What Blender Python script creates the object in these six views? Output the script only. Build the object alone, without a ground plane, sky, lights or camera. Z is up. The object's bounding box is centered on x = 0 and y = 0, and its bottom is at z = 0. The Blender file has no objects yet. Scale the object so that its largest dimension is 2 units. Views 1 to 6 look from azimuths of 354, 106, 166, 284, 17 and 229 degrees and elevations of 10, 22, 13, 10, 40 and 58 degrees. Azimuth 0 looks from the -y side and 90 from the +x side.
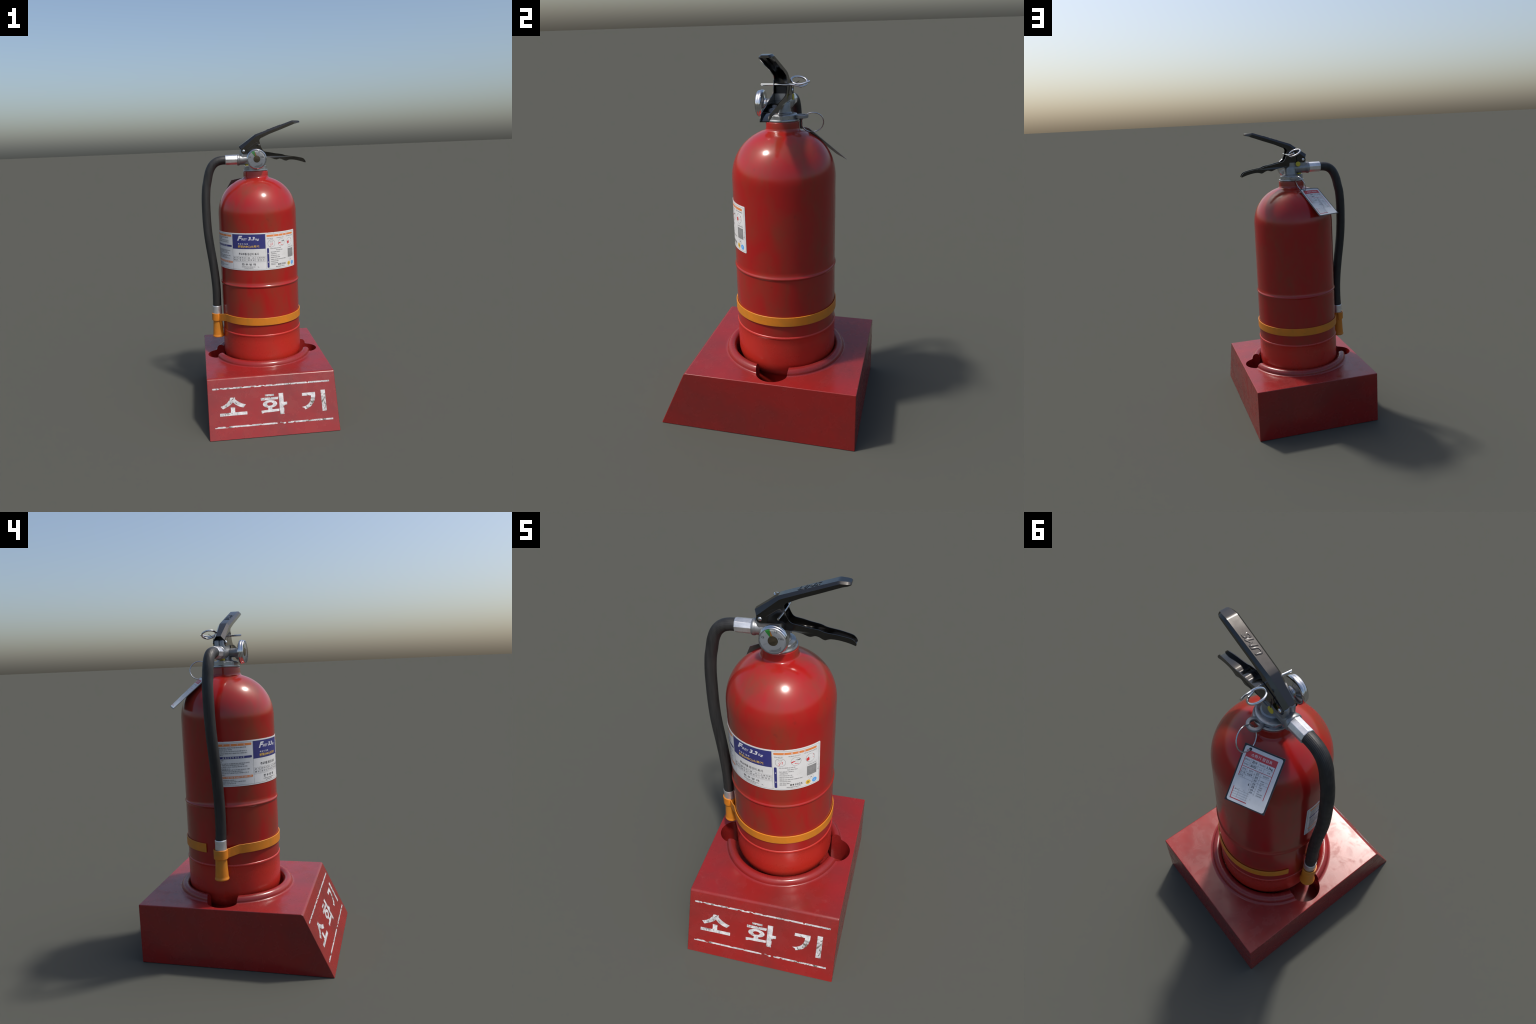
import bpy, bmesh, math, random
from mathutils import Vector, Matrix, noise as mnoise
from mathutils.geometry import tessellate_polygon

rnd = random.Random(7)
AX, AY = 0.0007, 0.094          # axis of the pressure cylinder
SX, SY = 0.0, 0.084             # centre of the stand's ring
pi, tau = math.pi, math.tau
COLL = bpy.context.scene.collection

# ------------------------------------------------------------------ nodes
def lin(r, g, b):
    f = lambda c: (c / 255 / 12.92) if c <= 10 else ((c / 255 + 0.055) / 1.055) ** 2.4
    return (f(r), f(g), f(b), 1)

class Mat:
    def __init__(self, name, color=(.5, .5, .5, 1), rough=.5, metal=0.0, spec=.5, coat=0.0):
        self.m = bpy.data.materials.new(name)
        self.m.use_nodes = True
        self.t = self.m.node_tree
        self.b = self.t.nodes["Principled BSDF"]
        self.set("Base Color", color); self.set("Roughness", rough); self.set("Metallic", metal)
        self.set("Specular IOR Level", spec); self.set("Coat Weight", coat)
        self.tc = self.t.nodes.new("ShaderNodeTexCoord").outputs["Object"]
    def set(self, n, v):
        s = self.b.inputs[n]
        if isinstance(v, bpy.types.NodeSocket):
            self.t.links.new(v, s)
        else:
            s.default_value = v
    def node(self, kind, inputs=None, **props):
        n = self.t.nodes.new(kind)
        for k, v in props.items():
            setattr(n, k, v)
        for k, v in (inputs or {}).items():
            if isinstance(v, bpy.types.NodeSocket):
                self.t.links.new(v, n.inputs[k])
            else:
                n.inputs[k].default_value = v
        return n
    def coords(self, scale=(1, 1, 1), loc=(0, 0, 0)):
        return self.node("ShaderNodeMapping", {"Vector": self.tc, "Scale": scale, "Location": loc}).outputs[0]
    def noise(self, scale, detail=4, rough=.55, dist=0.0, vec=None):
        return self.node("ShaderNodeTexNoise", {"Vector": vec or self.tc, "Scale": scale, "Detail": detail,
                         "Roughness": rough, "Distortion": dist}).outputs["Fac"]
    def voronoi(self, scale, vec=None):
        return self.node("ShaderNodeTexVoronoi", {"Vector": vec or self.tc, "Scale": scale}).outputs["Distance"]
    def ramp(self, fac, *stops):
        n = self.node("ShaderNodeValToRGB", {"Fac": fac})
        e = n.color_ramp.elements
        while len(e) < len(stops):
            e.new(.5)
        for s, (p, c) in zip(e, stops):
            s.position = p
            s.color = c if isinstance(c, tuple) else (c, c, c, 1)
        return n.outputs[0]
    def mix(self, fac, a, b, mode="MIX"):
        n = self.t.nodes.new("ShaderNodeMix"); n.data_type = "RGBA"; n.blend_type = mode
        for i, v in ((0, fac), (6, a), (7, b)):
            if isinstance(v, bpy.types.NodeSocket): self.t.links.new(v, n.inputs[i])
            else: n.inputs[i].default_value = v
        return n.outputs[2]
    def math(self, op, a, b=0.0):
        n = self.t.nodes.new("ShaderNodeMath"); n.operation = op
        for i, v in ((0, a), (1, b)):
            if isinstance(v, bpy.types.NodeSocket): self.t.links.new(v, n.inputs[i])
            else: n.inputs[i].default_value = v
        return n.outputs[0]
    def bump(self, height, strength=.2, dist=.002):
        n = self.node("ShaderNodeBump", {"Height": height, "Strength": strength, "Distance": dist})
        self.set("Normal", n.outputs[0])
    def z_mask(self, z0, z1):
        """0 below z0, 1 above z1 of the object's own height."""
        s = self.node("ShaderNodeSeparateXYZ", {0: self.tc}).outputs["Z"]
        return self.node("ShaderNodeMapRange", {"Value": s, "From Min": z0, "From Max": z1}).outputs[0]

def red_paint(name, red, brown, amount=(.40, .66), rough=(.13, .25), grime=.32):
    M = Mat(name, red, spec=.5)
    streak = M.noise(7.0, 5, .6, .4, M.coords((1, 1, .45)))
    col = M.ramp(streak, (amount[0], red), (amount[1], brown))
    deep = M.ramp(M.noise(4.2, 3, .5, 0, M.coords((1, 1, .6), (3.1, 1.7, .4))), (.35, 0.0), (.65, 1.0))
    col = M.mix(M.math("MULTIPLY", deep, .55), col, (red[0] * 1.06, red[1] * .85, red[2] * 1.30, 1))
    dirt = M.ramp(M.math("MULTIPLY", M.ramp(M.noise(30, 6, .7), (.60, 0.0), (.70, 1.0)),
                         M.ramp(M.noise(6, 2, .5, 0, M.coords((1, 1, 1), (5, 2, 8))), (.48, 0.0), (.62, 1.0))), (0.0, 0.0), (1.0, 1.0))
    col = M.mix(M.math("MULTIPLY", dirt, grime), col, lin(70, 42, 34))
    M.set("Base Color", col)
    M.set("Roughness", M.ramp(M.noise(9, 6, .65), (.35, rough[0]), (.7, rough[1])))
    M.bump(M.noise(35, 2, .5), .02, .002)
    return M.m

MAT_BODY = red_paint("red_paint", (.31, .0105, .0085, 1), (.205, .033, .017, 1), (.38, .64))
MAT_FOOT = red_paint("red_foot_paint", (.40, .022, .012, 1), (.32, .040, .024, 1), (.45, .8), (.24, .36), .10)

def stand_mat():
    M = Mat("red_stand_plastic", spec=.5)
    a, b = (.242, .0130, .0120, 1), (.18, .0175, .0160, 1)
    col = M.ramp(M.noise(3.2, 4, .6, .3), (.36, a), (.66, b))
    scuff = M.math("MULTIPLY", M.ramp(M.noise(22, 8, .72, .6), (.60, 0.0), (.66, 1.0)),
                   M.ramp(M.noise(4.5, 2, .5, 0, M.coords((1, 1, 1), (2, 9, 4))), (.5, 0.0), (.62, 1.0)))
    col = M.mix(M.math("MULTIPLY", scuff, .10), col, lin(172, 108, 104))
    M.set("Base Color", col)
    r = M.ramp(M.noise(12, 5, .60, .5), (.36, .17), (.66, .34))
    M.set("Roughness", r)
    return M.m
MAT_STAND = stand_mat()

def white_paint(stand):
    """stencilled white paint: chips back to the red, dark smudges of dirt"""
    M = Mat("worn_white_paint", rough=.5, spec=.35)
    w = M.ramp(M.noise(26, 5, .7, .8), (.36, lin(150, 150, 152)), (.60, lin(198, 196, 197)))
    d1 = M.ramp(M.noise(34, 7, .75, 1.2, M.coords((1, 1, 1), (1.3, 4, 2))), (.525, 0.0), (.57, 1.0))
    d2 = M.ramp(M.noise(9, 2, .5, 0, M.coords((1, 1, 1), (7, 2, 1))), (.44, 0.0), (.50, 1.0))
    w = M.mix(M.math("MULTIPLY", M.math("MULTIPLY", d1, d2), .9), w, lin(72, 64, 50))
    fine = M.ramp(M.noise(70, 6, .7, 1.0), (.60, 0.0), (.65, 1.0))
    w = M.mix(M.math("MULTIPLY", fine, .5), w, lin(95, 88, 84))
    chip = M.ramp(M.noise(17, 8, .78, .5, M.coords((1, 1, 1), (4, 4, 4.4))), (.63, 0.0), (.645, 1.0))
    w = M.mix(chip, w, (.22, .018, .02, 1))
    M.set("Base Color", w)
    return M.m
MAT_LETTER = white_paint(MAT_STAND)

def black_metal():
    M = Mat("black_enamel", rough=.3, spec=.85)
    M.set("Base Color", M.ramp(M.noise(14, 5, .6), (.4, (.0018, .0018, .0018, 1)), (.75, (.0042, .0040, .0034, 1))))
    M.set("Roughness", M.ramp(M.noise(14, 5, .6), (.35, .12), (.7, .20)))
    return M.m
MAT_BLACK = black_metal()

def metal(name, col, rough, m=1.0, var=.12, scratch=None):
    M = Mat(name, col, rough, m)
    c2 = tuple(x * .72 for x in col[:3]) + (1,)
    c = M.ramp(M.noise(28, 5, .65), (.35, col), (.75, c2))
    if scratch:
        s = M.ramp(M.noise(55, 8, .75, 1.5), (.63, 0.0), (.68, 1.0))
        c = M.mix(M.math("MULTIPLY", s, scratch), c, (.05, .045, .04, 1))
    M.set("Base Color", c)
    M.set("Roughness", M.ramp(M.noise(40, 5, .6), (.3, max(.03, rough - var / 2)), (.7, rough + var)))
    return M.m
MAT_CAST = metal("cast_grey_metal", (.30, .31, .32, 1), .38, .75)
MAT_DARKCAST = metal("dark_cast_metal", (.035, .035, .036, 1), .45, .4)
MAT_COLLAR = metal("collar_grey_metal", (.42, .44, .45, 1), .30, .85)
MAT_CHROME = metal("chrome", (.72, .73, .75, 1), .12, 1.0, .08)
MAT_WIRE = metal("steel_wire", (.55, .56, .58, 1), .22, 1.0)
MAT_CRIMP = metal("crimped_aluminium", (.78, .78, .79, 1), .34, .85, .1, .8)
MAT_BRASS = metal("dull_brass", (.17, .125, .07, 1), .45, .5)

def rubber():
    M = Mat("black_rubber", rough=.5, spec=.4)
    M.set("Base Color", M.ramp(M.noise(60, 4, .6, 0, M.coords((1, 1, .08))), (.4, (.014, .014, .0145, 1)), (.7, (.026, .026, .026, 1))))
    M.set("Roughness", M.ramp(M.noise(30, 4, .6), (.35, .44), (.7, .62)))
    return M.m
MAT_RUBBER = rubber()

def yellow(name):
    M = Mat(name, rough=.45, spec=.4)
    c = M.ramp(M.noise(12, 5, .6, .5), (.38, (.58, .185, .012, 1)), (.68, (.46, .175, .016, 1)))
    line = M.ramp(M.noise(24, 6, .7, 2.0), (.64, 0.0), (.67, 1.0))
    c = M.mix(M.math("MULTIPLY", line, .5), c, (.28, .11, .02, 1))
    M.set("Base Color", c)
    return M.m
MAT_YELLOW = yellow("yellow_orange_plastic")
MAT_SEAL = Mat("yellow_seal_plastic", (.50, .41, .03, 1), .5).m
MAT_WIREBLACK = Mat("black_thread", (.012, .011, .01, 1), .6).m

def paper(name, a, b):
    M = Mat(name, rough=.42, spec=.4)
    c = M.ramp(M.noise(7, 5, .65), (.35, a), (.68, b))
    smudge = M.math("MULTIPLY", M.ramp(M.noise(38, 8, .75, 1.0), (.60, 0.0), (.68, 1.0)),
                    M.ramp(M.noise(9, 2, .5, 0, M.coords((1, 1, 1), (3, 8, 1))), (.5, 0.0), (.63, 1.0)))
    c = M.mix(M.math("MULTIPLY", smudge, .55), c, lin(120, 110, 100))
    M.set("Base Color", c)
    return M.m
MAT_PAPER = paper("printed_label_paper", (.68, .68, .68, 1), (.58, .58, .57, 1))
MAT_TAG = paper("tag_card", (.62, .64, .66, 1), (.50, .52, .54, 1))
def ink(name, c, var=.75):
    M = Mat(name, rough=.42, spec=.4)
    M.set("Base Color", M.ramp(M.noise(30, 6, .7), (.4, c), (.75, tuple(x * var + .02 for x in c[:3]) + (1,))))
    return M.m
INK_BLUE = ink("ink_navy", (.030, .032, .17, 1))
INK_ORANGE = ink("ink_orange", (.68, .22, .06, 1), .9)
INK_BLACK = ink("ink_black", (.03, .03, .032, 1), 1.6)
INK_GREY = ink("ink_grey", (.055, .055, .06, 1), 1.4)
INK_LGREY = ink("ink_light_grey", (.20, .20, .20, 1), 1.0)
INK_MGREY = ink("ink_code_grey", (.26, .26, .26, 1), .5)
INK_WHITE = ink("ink_white", (.70, .70, .72, 1), .9)
INK_YELLOW = ink("ink_yellow", (.70, .44, .05, 1), .9)
INK_RED = ink("ink_red", (.60, .035, .04, 1), .9)
INK_TAGRED = ink("ink_tag_red", (.46, .045, .055, 1), .9)
INK_CYAN = ink("ink_light_blue", (.09, .36, .78, 1), .9)
INK_GREEN = ink("ink_green", (.035, .42, .06, 1), .9)
INK_NEEDLE = ink("ink_needle_orange", (.80, .26, .02, 1), .9)
MAT_DIAL = paper("dial_paint", (.70, .71, .72, 1), (.60, .61, .62, 1))
MAT_TAGBACK = Mat("tag_black_border", (.016, .018, .022, 1), .45).m

MAT_TAGREAR = paper("tag_rear", (.34, .33, .32, 1), (.27, .26, .25, 1))

def lens_mat():
    m = bpy.data.materials.new("gauge_glass"); m.use_nodes = True
    t = m.node_tree; t.nodes.clear()
    out = t.nodes.new("ShaderNodeOutputMaterial"); mix = t.nodes.new("ShaderNodeMixShader")
    tr = t.nodes.new("ShaderNodeBsdfTransparent"); gl = t.nodes.new("ShaderNodeBsdfGlossy"); fr = t.nodes.new("ShaderNodeFresnel")
    tr.inputs[0].default_value = (1, 1, 1, 1); gl.inputs["Roughness"].default_value = .06
    fr.inputs["IOR"].default_value = 1.4
    t.links.new(fr.outputs[0], mix.inputs[0]); t.links.new(tr.outputs[0], mix.inputs[1]); t.links.new(gl.outputs[0], mix.inputs[2])
    t.links.new(mix.outputs[0], out.inputs[0])
    return m
MAT_LENS = lens_mat()

# ------------------------------------------------------------------ objects
def finish(bm, name, mat, parent=None, angle=35, recalc=True):
    if recalc:
        bmesh.ops.recalc_face_normals(bm, faces=bm.faces[:])
    me = bpy.data.meshes.new(name)
    bm.to_mesh(me); bm.free()
    me.polygons.foreach_set("use_smooth", [True] * len(me.polygons))
    me.set_sharp_from_angle(angle=math.radians(angle))
    for m in (mat if isinstance(mat, (list, tuple)) else [mat]):
        me.materials.append(m)
    return link(name, me, parent)

def link(name, data, parent=None):
    o = bpy.data.objects.new(name, data)
    COLL.objects.link(o)
    if parent:
        o.parent = parent
        o.matrix_parent_inverse = WORLD[parent].inverted()
    WORLD[o] = Matrix.Identity(4)
    return o
WORLD = {}

def bevel_mod(o, w, seg=2, ang=35):
    b = o.modifiers.new("edge_round", "BEVEL")
    b.width, b.segments, b.limit_method, b.angle_limit, b.harden_normals = w, seg, "ANGLE", math.radians(ang), True
    return o

def frame_from(axis):
    z = Vector(axis).normalized()
    return z.to_track_quat("Z", "Y").to_matrix().to_4x4()

def lathe(bm, prof, centre, axis=(0, 0, 1), seg=64, phase=0.0, closed=False):
    """revolve (radius, height) points about an axis through centre"""
    M = Matrix.Translation(Vector(centre)) @ frame_from(axis)
    rings = []
    for r, h in prof:
        if r < 1e-6:
            rings.append([bm.verts.new(M @ Vector((0, 0, h)))])
        else:
            rings.append([bm.verts.new(M @ Vector((r * math.cos(phase + tau * k / seg), r * math.sin(phase + tau * k / seg), h))) for k in range(seg)])
    pairs = list(zip(rings, rings[1:]))
    if closed:
        pairs.append((rings[-1], rings[0]))
    for a, b in pairs:
        for k in range(seg):
            j = (k + 1) % seg
            if len(a) == 1 and len(b) == 1: continue
            if len(a) == 1: bm.faces.new((a[0], b[j], b[k]))
            elif len(b) == 1: bm.faces.new((a[k], a[j], b[0]))
            else: bm.faces.new((a[k], a[j], b[j], b[k]))
    return rings

def arc(cx, cy, rx, ry, a0, a1, n):
    return [(cx + rx * math.cos(math.radians(a0 + (a1 - a0) * i / n)), cy + ry * math.sin(math.radians(a0 + (a1 - a0) * i / n))) for i in range(n + 1)]

def tube(bm, pts, rad, seg=12, caps=True, closed=False, round_ends=False):
    """sweep a circle (rad: number or function of 0..1) along points"""
    pts = [Vector(p) for p in pts]
    n = len(pts)
    up, rings = None, []
    for i, p in enumerate(pts):
        if closed: t = pts[(i + 1) % n] - pts[i - 1]
        else: t = pts[min(i + 1, n - 1)] - pts[max(i - 1, 0)]
        t.normalize()
        if up is None:
            up = t.orthogonal().normalized()
        up = (up - t * up.dot(t)).normalized()
        side = t.cross(up)
        f = i / (n - 1)
        r = rad(f) if callable(rad) else rad
        rings.append([bm.verts.new(p + r * (math.cos(tau * k / seg) * up + math.sin(tau * k / seg) * side)) for k in range(seg)])
    m = n if closed else n - 1
    for i in range(m):
        a, b = rings[i], rings[(i + 1) % n]
        for k in range(seg):
            j = (k + 1) % seg
            bm.faces.new((a[k], a[j], b[j], b[k]))
    if caps and not closed:
        bm.faces.new(rings[0][::-1]); bm.faces.new(rings[-1])
    return rings

def spline(ctrl, n):
    """Catmull-Rom through control points"""
    P = [Vector(c) for c in ctrl]
    P = [P[0] * 2 - P[1]] + P + [P[-1] * 2 - P[-2]]
    out, segs = [], len(P) - 3
    for i in range(n + 1):
        f = i / n * segs
        k = min(int(f), segs - 1); t = f - k
        a, b, c, d = P[k:k + 4]
        out.append(.5 * ((2 * b) + (c - a) * t + (2 * a - 5 * b + 4 * c - d) * t * t + (3 * b - a - 3 * c + d) * t ** 3))
    return out

def box(bm, x0, x1, y0, y1, z0, z1):
    v = [bm.verts.new((x, y, z)) for x in (x0, x1) for y in (y0, y1) for z in (z0, z1)]
    for f in ((0, 1, 3, 2), (4, 6, 7, 5), (0, 4, 5, 1), (2, 3, 7, 6), (0, 2, 6, 4), (1, 5, 7, 3)):
        bm.faces.new([v[i] for i in f])
    return v

def new_mesh_from(o):
    dg = bpy.context.evaluated_depsgraph_get()
    dg.update()
    return bpy.data.meshes.new_from_object(o.evaluated_get(dg))

def empty(name, at):
    o = bpy.data.objects.new(name, None)
    o.location = at
    o.empty_display_size = .1
    COLL.objects.link(o)
    WORLD[o] = Matrix.Translation(Vector(at))
    return o

# ------------------------------------------------------------------ flat artwork wrapped on a surface
TYPE = bpy.data.objects.new("lettering", bpy.data.curves.new("lettering", "FONT"))   # one reusable text, never linked

class Print:
    """collects flat artwork (u, v) and lays it on a surface, one mesh per ink"""
    def __init__(self, place, parent, lift=.0003):
        self.place, self.parent, self.lift, self.bms = place, parent, lift, {}
    def bm(self, mat, layer):
        return self.bms.setdefault((mat.name, layer), (bmesh.new(), mat))[0]
    def poly(self, mat, pts, layer=1):
        bm = self.bm(mat, layer)
        vs = [bm.verts.new(self.place(u, v, self.lift * layer)) for u, v in pts]
        f = bm.faces.new(vs)
        bmesh.ops.triangulate(bm, faces=[f])
    def rect(self, mat, u0, v0, u1, v1, layer=1, n=None, r=0.0, slant=0.0):
        bm = self.bm(mat, layer)
        n = n or max(1, int(abs(u1 - u0) / .012))
        def ins(u):      # rounded ends
            e = min(u - u0, u1 - u)
            return 0 if r <= 0 or e >= r else r - math.sqrt(max(0, r * r - (r - e) ** 2))
        us = [u0 + (u1 - u0) * i / n for i in range(n + 1)]
        if r > 0:
            us = sorted(us + [u0 + r * k / 5 for k in range(1, 5)] + [u1 - r * k / 5 for k in range(1, 5)])
        prev = None
        for u in us:
            d = ins(u)
            cur = [bm.verts.new(self.place(u, v0 + d, self.lift * layer)), bm.verts.new(self.place(u + slant, v1 - d, self.lift * layer))]
            if prev:
                bm.faces.new((prev[0], cur[0], cur[1], prev[1]))
            prev = cur
    def frame(self, mat, u0, v0, u1, v1, w, layer=1):
        self.rect(mat, u0, v0, u1, v0 + w, layer); self.rect(mat, u0, v1 - w, u1, v1, layer)
        self.rect(mat, u0, v0, u0 + w, v1, layer); self.rect(mat, u1 - w, v0, u1, v1, layer)
    def ring(self, mat, u, v, r0, r1, layer=1, n=36, a0=0, a1=tau, sv=1.0):
        bm = self.bm(mat, layer); prev = None
        for i in range(n + 1):
            a = a0 + (a1 - a0) * i / n
            c, s = math.cos(a), math.sin(a) * sv
            cur = [bm.verts.new(self.place(u + r * c, v + r * s, self.lift * layer)) for r in (max(r0, 1e-5), r1)]
            if prev:
                bm.faces.new((prev[0], prev[1], cur[1], cur[0]))
            prev = cur
    def text(self, mat, s, u0, v0, u1, v1, layer=2, bold=0.0, shear=0.0, keep=False, res=2):
        c = TYPE.data
        c.body, c.resolution_u, c.offset, c.shear = s, res, bold, shear
        me = bpy.data.meshes.new_from_object(TYPE)
        if not len(me.vertices): return
        xs = [v.co.x for v in me.vertices]; ys = [v.co.y for v in me.vertices]
        x0, x1, y0, y1 = min(xs), max(xs), min(ys), max(ys)
        ku, kv = (u1 - u0) / (x1 - x0), (v1 - v0) / (y1 - y0)
        if keep: ku = kv = min(ku, kv)
        bm = self.bm(mat, layer)
        vs = [bm.verts.new(self.place(u0 + (v.co.x - x0) * ku, v0 + (v.co.y - y0) * kv, self.lift * layer)) for v in me.vertices]
        for p in me.polygons:
            try: bm.faces.new([vs[i] for i in p.vertices])
            except ValueError: pass
        bpy.data.meshes.remove(me)
    def done(self, name="printed_marks"):
        for (_, layer), (bm, mat) in self.bms.items():
            bmesh.ops.triangulate(bm, faces=[f for f in bm.faces if len(f.verts) > 4])
            finish(bm, name, mat, self.parent, recalc=False)

# ================================================================== STAND
YF0, YF1, YB, HX0, HX1, HZ = -.5567, -.3919, .5567, .4234, .4224, .3502
def build_stand():
    bm = bmesh.new()
    low = [bm.verts.new(p) for p in ((-HX0, YF0, 0), (HX0, YF0, 0), (HX0, YB, 0), (-HX0, YB, 0))]
    top = [bm.verts.new(p) for p in ((-HX1, YF1, HZ), (HX1, YF1, HZ), (HX1, YB - .001, HZ), (-HX1, YB - .001, HZ))]
    bm.faces.new(low[::-1]); bm.faces.new(top)
    for i in range(4):
        j = (i + 1) % 4
        bm.faces.new((low[i], low[j], top[j], top[i]))
    bm.edges.ensure_lookup_table()
    front = [e for e in bm.edges if all(v in (top[0], top[1]) for v in e.verts)]
    bmesh.ops.bevel(bm, geom=front, offset=.011, segments=5, affect="EDGES", profile=.5)
    crisp = [e for e in bm.edges if max(v.co.z for v in e.verts) > .3 and e.calc_face_angle(0) > math.radians(60)]
    bmesh.ops.bevel(bm, geom=crisp, offset=.0045, segments=4, affect="EDGES", profile=.5)
    block = finish(bm, "extinguisher_stand", MAT_STAND)
    def cutter(prof, c, seg, closed=False):
        b = bmesh.new(); lathe(b, prof, c, seg=seg, closed=closed)
        return finish(b, "cutter", MAT_STAND)
    ring = [(.262, .33), (.262, .355)] + arc(.316, .357, .027, .030, 180, 0, 18)[1:] + \
           [(.3438, .3555), (.3455, .3536), (.348, .3520), (.352, .3509), (.357, .3504), (.357, .33)]
    rim = cutter(ring, (SX, SY, 0), 160, True)
    bowl = cutter([(0, .167), (.289, .167), (.289, .6), (0, .6)], (SX, SY, 0), 160)
    slots = [cutter([(0, .1675), (.09, .1675), (.09, .62), (0, .62)], (sx, SY, 0), 72) for sx in (-.3095, .3095)]
    for op, c in [("UNION", rim), ("DIFFERENCE", bowl)] + [("DIFFERENCE", s) for s in slots]:
        m = block.modifiers.new("cut", "BOOLEAN"); m.operation, m.object, m.solver = op, c, "EXACT"
    me = new_mesh_from(block)
    old = block.data
    block.modifiers.clear(); block.data = me
    bpy.data.meshes.remove(old)
    for c in [rim, bowl] + slots:
        d = c.data; bpy.data.objects.remove(c); bpy.data.meshes.remove(d)
    me.name = "extinguisher_stand"
    bm = bmesh.new(); bm.from_mesh(me)
    bmesh.ops.remove_doubles(bm, verts=bm.verts[:], dist=1e-5)
    bmesh.ops.dissolve_degenerate(bm, dist=1e-5, edges=bm.edges[:])
    bm.to_mesh(me); bm.free()
    me.polygons.foreach_set("use_smooth", [True] * len(me.polygons))
    me.set_sharp_from_angle(angle=math.radians(32))
    bevel_mod(block, .0045, 3, 32).modifiers["edge_round"].harden_normals = False
    wn = block.modifiers.new("flat_faces", "WEIGHTED_NORMAL"); wn.keep_sharp, wn.weight = True, 80
    block["label"] = "red plastic fire extinguisher stand with sloped lettered front"
    block["category"] = "extinguisher stand"
    # lettering on the sloping face; u = x, v = distance up the slope
    sd = Vector((0, YF1 - YF0, HZ)).normalized()
    nn = Vector((0, -sd.z, sd.y))
    place = lambda u, v, h: Vector((u, YF0, 0)) + sd * v + nn * h
    P = Print(place, block, .0006)
    W = MAT_LETTER
    def worn_line(u0, u1, v0, v1, seed, gaps=()):
        n, prev = 260, None
        bm = P.bm(W, 1)
        for i in range(n + 1):
            u = u0 + (u1 - u0) * i / n
            a = mnoise.fractal(Vector((u * 28, seed, 0)), 1, 2, 5); b = mnoise.fractal(Vector((u * 28, seed + 9, 0)), 1, 2, 5)
            w = v1 - v0
            lo, hi = v0 + max(0, a - .22) * w * 1.5, v1 - max(0, b - .22) * w * 1.5
            for g0, g1, keep in gaps:
                if g0 < u < g1:
                    e = min(u - g0, g1 - u) / (g1 - g0) * 2
                    c = v0 + w * (.5 + .6 * mnoise.noise(Vector((u * 40, seed + 3, 0))))
                    k = keep * max(0, mnoise.noise(Vector((u * 55, seed + 5, 1))) + .15)
                    q = max(0, 1 - e * 6)
                    lo, hi = lo * q + (c - w * k) * (1 - q), hi * q + (c + w * k) * (1 - q)
            if hi - lo < w * .04:
                prev = None; continue
            cur = [bm.verts.new(place(u, v, .0006)) for v in (lo, hi)]
            if prev: bm.faces.new((prev[0], cur[0], cur[1], prev[1]))
            prev = cur
    worn_line(-.391, .383, .3142, .3243, 3.0)
    worn_line(-.385, .383, .0722, .0824, 11.0, gaps=((.000, .090, .9),))
    # syllable "so"
    P.poly(W, [(-.279, .260), (-.246, .259), (-.247, .248), (-.237, .239), (-.226, .231), (-.203, .218), (-.178, .210), (-.196, .192), (-.222, .200),
               (-.245, .213), (-.262, .229), (-.275, .216), (-.294, .205), (-.312, .197), (-.328, .190), (-.343, .207), (-.318, .215), (-.299, .228), (-.285, .243), (-.279, .252)])
    P.poly(W, [(-.278, .198), (-.249, .197), (-.251, .182), (-.2505, .166), (-.173, .166), (-.173, .147), (-.349, .146), (-.349, .164), (-.279, .165), (-.277, .182)])
    # syllable "hwa"
    P.poly(W, [(-.050, .262), (.009, .262), (.0085, .250), (-.050, .2495)])
    P.poly(W, [(-.079, .242), (.036, .242), (.033, .2265), (-.079, .2255)])
    bm = P.bm(W, 1); prev = None
    for i in range(41):
        a = tau * i / 40
        cur = [bm.verts.new(place(-.0215 + rx * math.cos(a), .2005 + rz * math.sin(a), .0006)) for rx, rz in ((.0195, .0105), (.047, .0240))]
        if prev: bm.faces.new((prev[0], prev[1], cur[1], cur[0]))
        prev = cur
    P.poly(W, [(-.034, .1785), (-.010, .1785), (-.008, .166), (.036, .1665), (.036, .152), (-.02, .149), (-.062, .149), (-.070, .145), (-.079, .1445), (-.081, .162), (-.036, .1645)])
    P.poly(W, [(.040, .264), (.070, .264), (.069, .206), (.091, .2065), (.091, .189), (.077, .188), (.0725, .184), (.066, .183), (.064, .176), (.069, .170), (.068, .148), (.066, .145), (.068, .131), (.040, .131), (.040, .160), (.0385, .166), (.040, .172)])
    # syllable "gi"
    P.poly(W, [(.194, .253), (.281, .254), (.280, .228), (.274, .204), (.262, .183), (.246, .166), (.228, .155), (.206, .148), (.202, .158), (.186, .165), (.206, .1685), (.224, .177), (.238, .189), (.247, .204), (.2515, .220), (.252, .2345), (.193, .235)])
    P.poly(W, [(.319, .264), (.348, .264), (.3475, .170), (.347, .130), (.319, .130)])
    P.done("front_lettering")
    return block
stand = build_stand()

# ================================================================== EXTINGUISHER
ext = empty("fire_extinguisher", (AX, AY, .28))
ext["label"] = "red dry powder fire extinguisher with black levers and hose"
ext["category"] = "fire extinguisher"

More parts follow.
